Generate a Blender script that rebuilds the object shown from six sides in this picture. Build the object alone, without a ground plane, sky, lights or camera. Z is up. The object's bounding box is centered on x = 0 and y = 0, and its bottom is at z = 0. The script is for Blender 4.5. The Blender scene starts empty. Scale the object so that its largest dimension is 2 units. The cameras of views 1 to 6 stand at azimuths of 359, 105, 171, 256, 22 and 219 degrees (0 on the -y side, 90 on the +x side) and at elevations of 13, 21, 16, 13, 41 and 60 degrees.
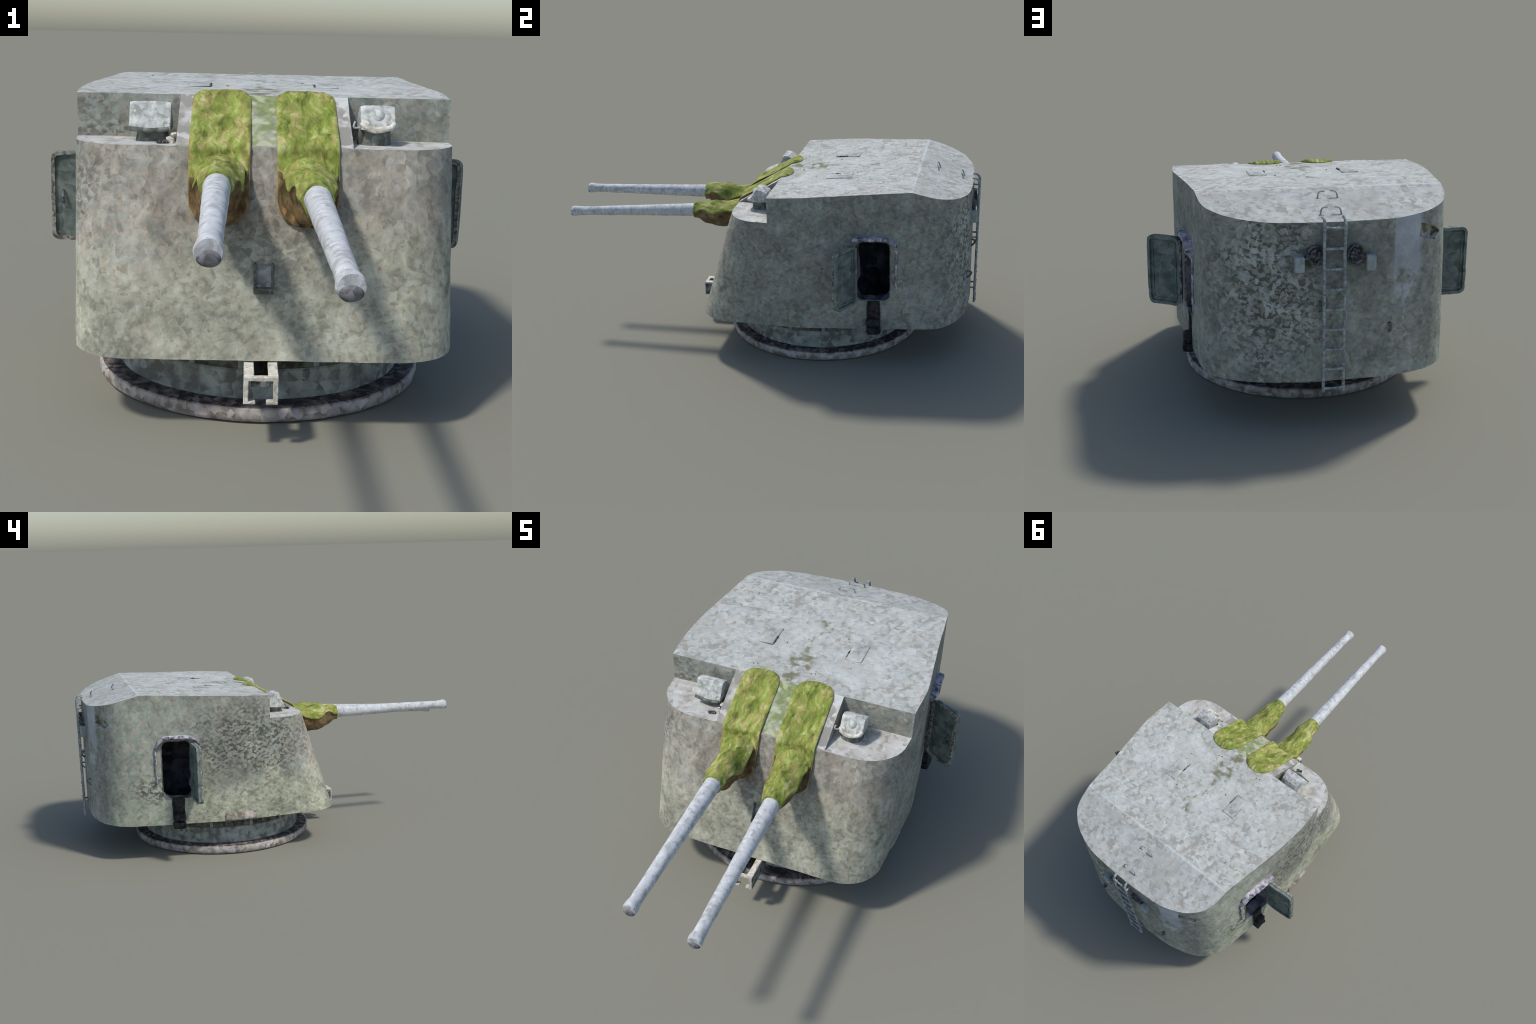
# Twin-gun naval turret with open side doors, canvas blast bags, ladder and ring base.
import bpy, bmesh, math, random
from mathutils import Vector, Matrix, noise

random.seed(11)
CX = 0.0125                     # symmetry plane of the gun house

# ------------------------------------------------------------------ materials
class Nodes:
    """Small helper that strings shader nodes together."""
    def __init__(self, name):
        self.mat = bpy.data.materials.new(name)
        self.mat.use_nodes = True
        self.t = self.mat.node_tree
        self.bsdf = self.t.nodes["Principled BSDF"]
        self.co = self.add("ShaderNodeTexCoord").outputs["Object"]
    def add(self, kind, **kw):
        n = self.t.nodes.new(kind)
        for k, v in kw.items():
            setattr(n, k, v)
        return n
    def link(self, a, b):
        self.t.links.new(a, b)
    def put(self, sock, val):
        if hasattr(val, "is_linked") or hasattr(val, "links"):
            self.link(val, sock)
        else:
            sock.default_value = val
    def mapped(self, loc=(0, 0, 0), scale=(1, 1, 1), rot=(0, 0, 0), src=None):
        m = self.add("ShaderNodeMapping")
        m.inputs["Location"].default_value = loc
        m.inputs["Scale"].default_value = scale
        m.inputs["Rotation"].default_value = rot
        self.link(src or self.co, m.inputs["Vector"])
        return m.outputs["Vector"]
    def noise(self, scale, detail=3.0, rough=0.55, vec=None, distort=0.0, col=False):
        n = self.add("ShaderNodeTexNoise")
        n.inputs["Scale"].default_value = scale
        n.inputs["Detail"].default_value = detail
        n.inputs["Roughness"].default_value = rough
        n.inputs["Distortion"].default_value = distort
        self.link(vec or self.co, n.inputs["Vector"])
        return n.outputs["Color" if col else "Fac"]
    def flakes(self, scale, vec=None, smooth=0.45):
        """soft-edged patches of random value"""
        v = self.add("ShaderNodeTexVoronoi", feature="SMOOTH_F1")
        v.inputs["Scale"].default_value = scale
        v.inputs["Smoothness"].default_value = smooth
        self.link(vec or self.co, v.inputs["Vector"])
        s = self.add("ShaderNodeSeparateColor")
        self.link(v.outputs["Color"], s.inputs[0])
        return s.outputs[0], s.outputs[1], s.outputs[2]
    def shards(self, scale, vec=None, grad=1.7, flat=.35):
        """angular chips, each fading from one crisp side to the other; mean about .5"""
        src = vec or self.co
        v = self.add("ShaderNodeTexVoronoi", feature="F1")
        v.inputs["Scale"].default_value = scale
        self.link(src, v.inputs["Vector"])
        d = self.add("ShaderNodeVectorMath", operation="SUBTRACT")
        self.link(src, d.inputs[0]); self.link(v.outputs["Position"], d.inputs[1])
        c = self.add("ShaderNodeVectorMath", operation="SUBTRACT")
        self.link(v.outputs["Color"], c.inputs[0]); c.inputs[1].default_value = (.5, .5, .5)
        dot = self.add("ShaderNodeVectorMath", operation="DOT_PRODUCT")
        self.link(d.outputs[0], dot.inputs[0]); self.link(c.outputs[0], dot.inputs[1])
        g = self.math("MULTIPLY", dot.outputs["Value"], scale * grad)
        s = self.add("ShaderNodeSeparateColor")
        self.link(v.outputs["Color"], s.inputs[0])
        r = self.math("MULTIPLY", self.math("SUBTRACT", s.outputs[1], .5), flat)
        return self.math("ADD", self.math("ADD", g, r), .5)
    def warp(self, amount, scale):
        n = self.noise(scale, 2.0, col=True)
        sub = self.add("ShaderNodeVectorMath", operation="SUBTRACT")
        self.link(n, sub.inputs[0]); sub.inputs[1].default_value = (.5, .5, .5)
        sc = self.add("ShaderNodeVectorMath", operation="SCALE")
        self.link(sub.outputs[0], sc.inputs[0]); sc.inputs["Scale"].default_value = amount
        ad = self.add("ShaderNodeVectorMath", operation="ADD")
        self.link(sc.outputs[0], ad.inputs[0]); self.link(self.co, ad.inputs[1])
        return ad.outputs[0]
    def math(self, op, a, b=0.0, clamp=False):
        m = self.add("ShaderNodeMath", operation=op, use_clamp=clamp)
        self.put(m.inputs[0], a); self.put(m.inputs[1], b)
        return m.outputs[0]
    def rng(self, val, lo, hi, a=0.0, b=1.0, smooth=True):
        m = self.add("ShaderNodeMapRange")
        if smooth:
            m.interpolation_type = "SMOOTHSTEP"
        self.put(m.inputs["Value"], val)
        m.inputs["From Min"].default_value = lo; m.inputs["From Max"].default_value = hi
        m.inputs["To Min"].default_value = a; m.inputs["To Max"].default_value = b
        return m.outputs["Result"]
    def xyz(self):
        s = self.add("ShaderNodeSeparateXYZ")
        self.link(self.co, s.inputs[0])
        return s.outputs
    def ramp(self, fac, stops):
        r = self.add("ShaderNodeValToRGB")
        e = r.color_ramp.elements
        while len(e) < len(stops):
            e.new(0.5)
        for el, (p, c) in zip(e, stops):
            el.position = p; el.color = (*c, 1)
        self.link(fac, r.inputs["Fac"])
        return r.outputs["Color"]
    def mix(self, fac, a, b, mode="MIX"):
        m = self.add("ShaderNodeMix", data_type="RGBA", blend_type=mode)
        self.put(m.inputs["Factor"], fac)
        for s, v in ((m.inputs["A"], a), (m.inputs["B"], b)):
            pass
        ia = [i for i in m.inputs if i.type == "RGBA"]
        self.put(ia[0], a if not isinstance(a, tuple) else (*a, 1))
        self.put(ia[1], b if not isinstance(b, tuple) else (*b, 1))
        return [o for o in m.outputs if o.type == "RGBA"][0]
    def blob(self, centre, radii, soft=0.35, wob=0.0):
        """soft ellipsoid mask, 1 inside"""
        v = self.mapped(loc=tuple(-c / r for c, r in zip(centre, radii)),
                        scale=tuple(1 / r for r in radii))
        ln = self.add("ShaderNodeVectorMath", operation="LENGTH")
        self.link(v, ln.inputs[0])
        d = ln.outputs["Value"]
        if wob:
            n = self.noise(14, 3)
            d = self.math("ADD", d, self.rng(n, .25, .75, -wob, wob, smooth=False))
        return self.rng(d, 1 + soft, 1 - soft)
    def finish(self, col, rough=0.85, bump=None, strength=0.3, dist=0.004, spec=0.25, metal=0.0):
        self.put(self.bsdf.inputs["Base Color"], col if not isinstance(col, tuple) else (*col, 1))
        self.put(self.bsdf.inputs["Roughness"], rough)
        self.bsdf.inputs["Specular IOR Level"].default_value = spec
        self.bsdf.inputs["Metallic"].default_value = metal
        if bump is not None:
            b = self.add("ShaderNodeBump")
            b.inputs["Strength"].default_value = strength
            b.inputs["Distance"].default_value = dist
            self.link(bump, b.inputs["Height"])
            self.link(b.outputs["Normal"], self.bsdf.inputs["Normal"])
        return self.mat


def paint_walls():
    n = Nodes("weathered_wall_paint")
    w = n.warp(0.045, 22)
    ws = n.mapped(scale=(1, 1, .8), src=w)
    a, b, c = n.flakes(46, ws, 1.0)
    _, b2, c2 = n.flakes(90, ws, 1.0)
    wz = n.warp(0.022, 34)
    a = n.shards(36, n.mapped(scale=(1, 1, .75), rot=(.3, .5, .2), src=wz), 2.0, .25)
    a2 = n.shards(50, n.mapped(scale=(.8, .8, 1.3), rot=(.9, .2, .6), src=wz), 2.0, .25)
    x, y, z = n.xyz()
    big = n.noise(3.2, 3, .6)
    mid = n.noise(13, 5, .65, w)
    fine = n.noise(60, 4, .6, w)
    runs0 = n.noise(26, 5, .62, n.mapped(scale=(1, 1, .6), rot=(.4, 0, .3), src=w))
    # light and dark flakes of worn grey paint
    v = n.math("ADD", n.math("MULTIPLY", a, .13), n.math("MULTIPLY", a2, .10))
    v = n.math("ADD", v, n.math("ADD", n.math("MULTIPLY", mid, .42), n.math("MULTIPLY", fine, .35)))
    grey = n.ramp(v, [(.34, (.20, .205, .18)), (.45, (.275, .28, .255)), (.56, (.335, .345, .32)), (.70, (.42, .43, .405))])
    # tints : bluish, brownish, olive
    tint = n.ramp(b, [(.25, (1.04, 1.0, .88)), (.42, (.94, 1.0, 1.02)), (.56, (1.12, 1.0, .86)), (.75, (.93, 1.03, .96))])
    col = n.mix(.8, grey, tint, "MULTIPLY")
    left = n.rng(x, -.34, -.46)
    front = n.rng(y, .0, -.12)
    # brown dust on the upper front face
    brown = n.math("MULTIPLY", front, n.rng(n.math("ADD", n.noise(7, 4), n.rng(z, .25, .6, -.08, .1, False)), .36, .62, .15, .8))
    col = n.mix(brown, col, n.ramp(n.math("ADD", n.math("MULTIPLY", a, .16), n.math("ADD", n.math("MULTIPLY", runs0, .46), n.math("MULTIPLY", fine, .38))),
                                   [(.34, (.245, .22, .175)), (.48, (.36, .33, .272)), (.66, (.49, .46, .395))]))
    # tan and rosy flecks on the front
    tan = n.math("MULTIPLY", front, n.rng(n.math("ADD", n.math("MULTIPLY", b2, .6), n.math("MULTIPLY", n.noise(34, 3, .6, w), .4)), .54, .64, 0, .55))
    col = n.mix(tan, col, n.mix(n.rng(c2, .4, .6), (.47, .38, .28), (.43, .36, .33)))
    # pale yellow-green weathering low on the left side and along the skirt
    low = n.rng(n.math("ADD", z, n.rng(big, .3, .7, -.12, .12)), .50, .32)
    zone = n.math("MULTIPLY", low, n.math("MAXIMUM", left, n.math("MULTIPLY", front, .55)), clamp=True)
    pale = n.ramp(n.math("ADD", n.math("MULTIPLY", a2, .16), n.math("ADD", n.math("MULTIPLY", runs0, .46), n.math("MULTIPLY", fine, .38))),
                  [(.34, (.26, .265, .18)), (.46, (.40, .41, .295)), (.64, (.50, .525, .405))])
    col = n.mix(n.math("MULTIPLY", zone, n.rng(v, .36, .52, .4, .92)), col, pale)
    # left rear flank: pale blue-green coat with sandy runs
    coat = n.math("MULTIPLY", n.math("MULTIPLY", left, n.rng(y, .42, .62)), n.rng(mid, .35, .58, .2, .75))
    runs = n.noise(30, 4, .6, n.mapped(scale=(1, 1, .25), src=w))
    col = n.mix(coat, col, n.ramp(n.math("ADD", n.math("MULTIPLY", runs, .6), n.math("MULTIPLY", c2, .4)),
                                  [(.33, (.24, .30, .24)), (.5, (.38, .42, .35)), (.6, (.43, .38, .28)), (.72, (.50, .53, .47))]))
    # darker chipped bands
    dk = n.blob((-.47, .18, .58), (.2, .26, .15), .5, .5)
    dk2 = n.blob((-.45, .66, .37), (.2, .12, .06), .5, .5)
    dk3 = n.blob((.20, .97, .55), (.17, .2, .30), .5, .45)
    grit = n.noise(85, 4, .62, n.mapped(scale=(1, 1, .7), src=w))
    chip = n.rng(n.math("ADD", n.math("MULTIPLY", a2, .22), n.math("ADD", n.math("MULTIPLY", fine, .38), n.math("MULTIPLY", grit, .4))), .53, .40)
    dkm = n.math("MULTIPLY", n.math("MAXIMUM", n.math("MAXIMUM", dk, dk2), dk3), chip)
    col = n.mix(n.math("MULTIPLY", dkm, .92), col, (.095, .10, .08))
    pf = n.math("MULTIPLY", dk3, n.rng(n.math("ADD", n.math("MULTIPLY", a, .3), n.math("ADD", n.math("MULTIPLY", fine, .35), n.math("MULTIPLY", grit, .35))), .53, .60))
    col = n.mix(n.math("MULTIPLY", pf, .7), col, (.46, .48, .46))
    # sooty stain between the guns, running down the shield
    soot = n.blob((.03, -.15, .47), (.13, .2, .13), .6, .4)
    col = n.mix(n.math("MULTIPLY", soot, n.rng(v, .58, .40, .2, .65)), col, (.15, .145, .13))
    # clean pale panel on the left rear corner
    px = n.math("MULTIPLY", n.rng(x, -.318, -.296), n.rng(x, -.204, -.209))
    panel = n.math("MULTIPLY", px, n.math("MULTIPLY", n.rng(y, .85, .9), n.rng(n.math("ADD", z, n.rng(mid, .3, .7, -.12, .12)), .50, .60)))
    col = n.mix(n.math("MULTIPLY", panel, .85), col, (.44, .46, .48))
    # dark smear around the ladder head fittings
    sm = n.blob((0, .97, .63), (.19, .2, .09), .45, .3)
    col = n.mix(n.math("MULTIPLY", sm, .45), col, (.14, .15, .15))
    # broad uneven fading
    fade = n.math("ADD", n.math("MULTIPLY", n.noise(5.5, 4, .65, n.mapped(loc=(4, 2, 1), src=w)), .6), n.math("MULTIPLY", runs0, .4))
    fd = n.rng(fade, .36, .64, .72, 1.26, False)
    cf = n.add("ShaderNodeCombineColor")
    for i in range(3):
        n.link(fd, cf.inputs[i])
    col = n.mix(1.0, col, cf.outputs[0], "MULTIPLY")
    # sparse rust specks
    rust = n.rng(n.noise(46, 2, .5), .70, .74)
    col = n.mix(n.math("MULTIPLY", rust, .5), col, (.26, .16, .09))
    h = n.math("ADD", mid, n.math("MULTIPLY", fine, .4))
    return n.finish(col, n.rng(mid, .3, .7, .75, .92), h, .25, .005)


def paint_roof():
    n = Nodes("weathered_roof_paint")
    w = n.warp(0.06, 16)
    a, b, c = n.flakes(34, w, 1.0)
    wz = n.warp(0.03, 26)
    a = n.shards(30, n.mapped(scale=(1, .8, 1), rot=(0, 0, .5), src=wz), 2.0, .22)
    a2 = n.shards(46, n.mapped(scale=(.8, 1.2, 1), rot=(0, 0, 1.3), src=wz), 2.0, .22)
    x, y, z = n.xyz()
    mid = n.noise(8, 5, .62, w)
    fine = n.noise(48, 4, .6, w)
    v = n.math("ADD", n.math("MULTIPLY", a, .18), n.math("ADD", n.math("MULTIPLY", a2, .14), n.math("ADD", n.math("MULTIPLY", mid, .50), n.math("MULTIPLY", fine, .18))))
    col = n.ramp(v, [(.34, (.32, .32, .295)), (.45, (.435, .445, .425)), (.55, (.49, .505, .49)), (.68, (.56, .58, .565))])
    col = n.mix(.7, col, n.ramp(b, [(.25, (1.05, 1.0, .95)), (.5, (.97, 1.0, 1.0)), (.75, (1.0, .99, .98))]), "MULTIPLY")
    # grey-brown soil patches
    col = n.mix(n.math("MULTIPLY", n.rng(n.noise(5, 5, .7), .5, .66), .4), col, (.37, .355, .32))
    # moss and soot in the middle seam
    seam = n.math("MULTIPLY", n.rng(n.math("ABSOLUTE", n.math("ADD", x, n.rng(n.noise(9, 3), .3, .7, -.04, .028))), .032, .006),
                  n.math("MULTIPLY", n.rng(y, .66, .54), n.rng(n.noise(24, 3), .42, .56)))
    col = n.mix(n.math("MULTIPLY", seam, .85), col, (.16, .16, .08))
    # dark chips
    chips = n.rng(n.noise(44, 3, .6, w), .63, .70)
    col = n.mix(n.math("MULTIPLY", chips, .38), col, (.22, .21, .18))
    # bare weld along the crease
    weld = n.rng(n.math("ABSOLUTE", n.math("SUBTRACT", y, .728)), .008, .002)
    col = n.mix(n.math("MULTIPLY", weld, n.rng(mid, .35, .6, .1, .6)), col, (.62, .65, .64))
    tail = n.math("MULTIPLY", n.rng(y, .74, .76), n.rng(n.noise(4, 4), .42, .62, 0, .4))
    col = n.mix(tail, col, (.34, .34, .31))
    col = n.mix(1.0, col, (1.04, 1.05, 1.035), "MULTIPLY")
    h = n.math("ADD", mid, n.math("MULTIPLY", fine, .4))
    return n.finish(col, .85, h, .25, .005)


def paint_slope():
    n = Nodes("sloped_plate_paint")
    w = n.warp(0.05, 22)
    a, b, c = n.flakes(50, w, .8)
    x, y, z = n.xyz()
    v = n.math("ADD", n.math("MULTIPLY", a, .5), n.math("MULTIPLY", n.noise(20, 5, .6, w), .5))
    col = n.ramp(v, [(.34, (.30, .29, .26)), (.5, (.46, .45, .42)), (.68, (.60, .61, .59))])
    mid = n.math("MULTIPLY", n.rng(x, -.045, -.02), n.rng(x, .07, .045))
    green = n.ramp(b, [(.2, (.20, .25, .09)), (.5, (.33, .37, .19)), (.8, (.45, .48, .30))])
    col = n.mix(n.math("MULTIPLY", mid, n.rng(n.noise(16, 3), .3, .55, .45, .95)), col, green)
    return n.finish(col, .85, v, .25, .004)


def canvas(name, stops, tints):
    n = Nodes(name)
    w = n.warp(0.05, 20)
    ws = n.mapped(scale=(1.5, .6, .8), src=w)
    a, b, c = n.flakes(42, ws, .9)
    sh = n.shards(52, n.mapped(scale=(1.2, .5, .7), rot=(.2, .1, .35), src=n.warp(.02, 14)), 1.8, .2)
    st = n.noise(40, 5, .62, n.mapped(scale=(1.5, .35, .5), rot=(0, 0, .25), src=w))
    v = n.math("ADD", n.math("MULTIPLY", sh, .09), n.math("ADD", n.math("MULTIPLY", st, .56), n.math("MULTIPLY", n.noise(20, 4, .6, ws), .35)))
    col = n.mix(.8, n.ramp(v, stops), n.ramp(b, tints), "MULTIPLY")
    h = n.math("ADD", st, n.math("MULTIPLY", n.noise(20, 4, .6, ws), .6))
    return n.finish(col, .82, h, .4, .006, spec=.2)


def mottled(name, stops, scale=40, rough=.8, bump=.25, tints=None, spec=.25):
    n = Nodes(name)
    w = n.warp(0.04, 25)
    a, b, c = n.flakes(scale, w, .85)
    sh = n.shards(scale, n.warp(.02, 34), 2.0, .25)
    v = n.math("ADD", n.math("MULTIPLY", sh, .2), n.math("MULTIPLY", n.noise(scale * .6, 5, .62, w), .8))
    v = n.rng(v, .30, .70, smooth=False)
    col = n.ramp(v, stops)
    if tints:
        col = n.mix(.8, col, n.ramp(b, tints), "MULTIPLY")
    return n.finish(col, rough, n.noise(scale, 4), bump, .003, spec=spec)


LEDGE = mottled("pale_ledge_paint", [(.1, (.36, .34, .30)), (.4, (.50, .49, .455)), (.7, (.57, .575, .55)), (.95, (.63, .64, .62))], 30)
WALL = paint_walls()
ROOF = paint_roof()
SLOPE = paint_slope()
GREEN = canvas("yellow_green_canvas",
               [(.34, (.095, .115, .028)), (.44, (.205, .23, .055)), (.53, (.315, .335, .09)), (.64, (.52, .52, .24))],  # wide ramp paints sunlit fold highlights and shadowed creases into the cloth
               [(.25, (.85, 1.0, .7)), (.5, (1, 1, 1)), (.65, (1.08, 1.0, .95)), (.8, (1.2, 1.0, 1.3))])
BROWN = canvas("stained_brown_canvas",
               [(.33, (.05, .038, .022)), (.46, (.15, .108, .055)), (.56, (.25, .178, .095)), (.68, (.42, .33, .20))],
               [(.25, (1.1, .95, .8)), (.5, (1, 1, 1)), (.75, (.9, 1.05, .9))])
HEM = canvas("ochre_canvas_hem",
             [(.33, (.14, .10, .035)), (.45, (.28, .215, .08)), (.56, (.39, .32, .13)), (.68, (.54, .48, .25))],
             [(.25, (.95, 1.0, .9)), (.5, (1, 1, 1)), (.75, (1.1, .95, .8))])
BARREL = mottled("pale_barrel_paint", [(.1, (.42, .425, .42)), (.4, (.545, .56, .565)), (.7, (.615, .635, .645)), (.95, (.70, .715, .72))], 50)
MUZZLE = mottled("muzzle_baked_shade", [(.2, (.10, .10, .105)), (.8, (.22, .22, .23))], 60)
FLANGE = mottled("pinkish_base_paint", [(.15, (.20, .17, .15)), (.45, (.37, .33, .31)), (.65, (.44, .40, .385)), (.9, (.56, .52, .50))], 34,
                 tints=[(.2, (1, 1, .86)), (.5, (.97, 1, 1.06)), (.8, (1.06, .98, .92))])
FLANGE_TOP = mottled("darkened_base_ledge", [(.25, (.05, .042, .04)), (.5, (.13, .11, .105)), (.8, (.27, .235, .23))], 34)  # dark brown-black top of the flange, darker than its sides
DRUM = mottled("drum_paint", [(.2, (.16, .165, .15)), (.5, (.29, .31, .29)), (.85, (.41, .43, .40))], 26)
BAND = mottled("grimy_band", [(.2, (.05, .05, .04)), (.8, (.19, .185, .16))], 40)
DOORPAINT = mottled("dark_green_door_paint", [(.2, (.10, .125, .11)), (.5, (.165, .20, .18)), (.85, (.24, .275, .25))], 24)
DOOREDGE = mottled("worn_door_edge", [(.2, (.10, .10, .08)), (.5, (.24, .235, .20)), (.8, (.40, .39, .34))], 60)
INSIDE = mottled("dark_interior", [(.2, (.06, .06, .075)), (.5, (.14, .14, .175)), (.85, (.26, .26, .30))], 16, rough=.9)  # base colour lightened to make up for the light missing indoors
HOOD = mottled("pale_lilac_gutter", [(.1, (.10, .095, .11)), (.4, (.27, .255, .30)), (.65, (.46, .435, .48)), (.9, (.66, .63, .65))], 45)
RUBBER = mottled("black_rubber", [(.2, (.008, .008, .009)), (.8, (.045, .042, .045))], 50, rough=.7)
STEEL = mottled("ladder_paint", [(.2, (.20, .22, .22)), (.5, (.31, .34, .34)), (.85, (.44, .46, .44))], 60)
SIGHT = mottled("sight_paint", [(.1, (.34, .35, .325)), (.45, (.52, .535, .51)), (.7, (.62, .63, .60)), (.9, (.72, .72, .68))], 60)
SIGHT_DARK = mottled("sight_base_paint", [(.2, (.10, .11, .09)), (.8, (.27, .285, .255))], 40)
CREAM = mottled("cream_bracket_paint", [(.2, (.45, .41, .33)), (.5, (.66, .63, .55)), (.85, (.80, .78, .72))], 50)
SLATE = mottled("slate_bracket_paint", [(.2, (.08, .075, .065)), (.5, (.19, .20, .21)), (.85, (.32, .33, .33))], 60)
DARKGREY = mottled("dark_fitting_paint", [(.2, (.035, .035, .035)), (.5, (.11, .11, .11)), (.85, (.22, .21, .22))], 70)
BOXPAINT = mottled("lamp_box_paint", [(.2, (.28, .32, .31)), (.8, (.40, .44, .43))], 30)
NICHE = mottled("yellowed_niche", [(.2, (.20, .18, .10)), (.5, (.46, .44, .40)), (.8, (.60, .59, .58))], 40)
CRACK = mottled("dark_gap", [(.2, (.03, .03, .025)), (.42, (.20, .195, .18)), (.6, (.42, .43, .41))], 40)
FRAME = mottled("olive_frame_paint", [(.2, (.07, .075, .06)), (.8, (.20, .20, .17))], 60)

# ------------------------------------------------------------------ mesh tools
ROOT = bpy.data.objects.new("gun_turret", None)
ROOT.empty_display_size = 0.2
ROOT["label"] = "weathered grey twin naval gun turret with green canvas covers"
ROOT["category"] = "gun turret"
bpy.context.scene.collection.objects.link(ROOT)


def make(name, me, mats, parent=None, angle=35):
    for p in me.polygons:
        p.use_smooth = True
    me.update()
    if angle is not None:
        me.set_sharp_from_angle(angle=math.radians(angle))
    if not isinstance(mats, (list, tuple)):
        mats = [mats]
    keep = [p.material_index for p in me.polygons]
    me.materials.clear()
    for m in mats:
        me.materials.append(m)
    for p, k in zip(me.polygons, keep):
        p.material_index = min(k, len(mats) - 1)
    ob = bpy.data.objects.new(name, me)
    bpy.context.scene.collection.objects.link(ob)
    ob.parent = parent or ROOT
    return ob


def from_bm(bm, name):
    me = bpy.data.meshes.new(name)
    bmesh.ops.recalc_face_normals(bm, faces=bm.faces)
    bm.to_mesh(me)
    bm.free()
    return me


def loft(rings, cap=True):
    """closed rings of equal length -> bmesh"""
    bm = bmesh.new()
    vs = [[bm.verts.new(p) for p in r] for r in rings]
    for r0, r1 in zip(vs, vs[1:]):
        k = len(r0)
        for i in range(k):
            bm.faces.new((r0[i], r0[(i + 1) % k], r1[(i + 1) % k], r1[i]))
    if cap:
        bm.faces.new(vs[0][::-1]); bm.faces.new(vs[-1])
    return bm


def lathe(profile, centre, n=96):
    """(r, z) profile spun about z, closed at both ends"""
    rings = [[(centre[0] + r * math.cos(2 * math.pi * i / n), centre[1] + r * math.sin(2 * math.pi * i / n), z)
              for i in range(n)] for r, z in profile]
    return loft(rings)


def box_bm(lo, hi, bevel=0.0, seg=2):
    bm = bmesh.new()
    bmesh.ops.create_cube(bm, size=1.0)
    for v in bm.verts:
        v.co = Vector([(l + h) / 2 + c * (h - l) for c, l, h in zip(v.co, lo, hi)])
    if bevel:
        bmesh.ops.bevel(bm, geom=bm.edges[:], offset=bevel, segments=seg, profile=.5, affect="EDGES")
    return bm


def rough_up(bm, amp, freq, seed=0.0):
    off = Vector((seed * 7.1, seed * 3.3, seed * 1.7))
    for v in bm.verts:
        v.co += noise.noise_vector(v.co * freq + off) * amp


def merge(bms):
    out = bmesh.new()
    for b in bms:
        me = bpy.data.meshes.new("tmp")
        b.to_mesh(me); b.free()
        out.from_mesh(me)
        bpy.data.meshes.remove(me)
    return out


def tube_bm(path, r, n=10, wob=0.0):
    """round bar along a polyline; r may be one radius or one per point"""
    pts = [Vector(p) for p in path]
    rings = []
    prev = None
    for i, p in enumerate(pts):
        t = (pts[min(i + 1, len(pts) - 1)] - pts[max(i - 1, 0)]).normalized()
        ref = prev if prev is not None else (Vector((1, 0, 0)) if abs(t.x) < .9 else Vector((0, 0, 1)))
        u = (ref - t * ref.dot(t)).normalized()
        prev = u
        w = t.cross(u)
        rr = r[i] if isinstance(r, (list, tuple)) else r
        ring = []
        for k in range(n):
            a = 2 * math.pi * k / n
            q = p + (u * math.cos(a) + w * math.sin(a)) * rr
            if wob:
                q += noise.noise_vector(q * 60) * wob
            ring.append(q)
        rings.append(ring)
    return loft(rings)


def rounded_rect(w0, w1, h0, h1, r, n=6):
    """counter-clockwise list of (u, v)"""
    pts = []
    for cu, cv, a0 in ((w1 - r, h1 - r, 0), (w0 + r, h1 - r, 90), (w0 + r, h0 + r, 180), (w1 - r, h0 + r, 270)):
        for k in range(n + 1):
            a = math.radians(a0 + 90 * k / n)
            pts.append((cu + r * math.cos(a), cv + r * math.sin(a)))
    return pts


def catmull(pts, per=6, closed=False):
    out = []
    m = len(pts)
    P = [Vector(p) for p in pts]
    rng_ = range(m if closed else m - 1)
    for i in rng_:
        p0 = P[(i - 1) % m] if closed or i > 0 else P[0]
        p1 = P[i]; p2 = P[(i + 1) % m]
        p3 = P[(i + 2) % m] if closed or i + 2 < m else P[-1]
        for k in range(per):
            t = k / per
            out.append(.5 * ((2 * p1) + (p2 - p0) * t + (2 * p0 - 5 * p1 + 4 * p2 - p3) * t * t + (3 * p1 - p0 - 3 * p2 + p3) * t ** 3))
    if not closed:
        out.append(P[-1])
    return out


# ------------------------------------------------------------------ gun house
Z0, ZL = 0.183, 0.677            # skirt and ledge heights
YF0, YFL = -0.252, -0.092        # front edge at skirt and at ledge
Y_ROOF, Z_ROOF = 0.105, 0.7895    # front edge of the roof
Y_CREASE, Z_CREASE = 0.728, 0.8190
Y_REAR, Z_REAR = 0.967, 0.7515
SLOPE_K = (YF0 - YFL) / (ZL - Z0)

# flank outlines (x, y) from the bow corner to the stern; the left one leans out towards the skirt
SIDE_R = [(.502, .055), (.503, .105), (.508, .2), (.507, .28), (.491, .4), (.476, .52), (.465, .62), (.455, .72),
          (.446, .79), (.435, .83), (.413, .864), (.366, .905), (.313, .932), (.233, .957), (.12, .967), (.04, .969)]
SIDE_L_TOP = [(-.477, .055), (-.478, .105), (-.489, .2), (-.489, .28), (-.480, .4), (-.464, .52), (-.448, .62), (-.434, .72),
              (-.426, .79), (-.414, .83), (-.394, .864), (-.349, .905), (-.297, .932), (-.209, .958), (-.10, .966), (-.02, .969)]
SIDE_L_LOW = [(-.472, .055), (-.475, .105), (-.483, .2), (-.488, .28), (-.483, .4), (-.472, .52), (-.459, .62), (-.448, .72),
              (-.438, .79), (-.424, .83), (-.402, .864), (-.355, .905), (-.300, .932), (-.209, .958), (-.10, .966), (-.02, .969)]


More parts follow.
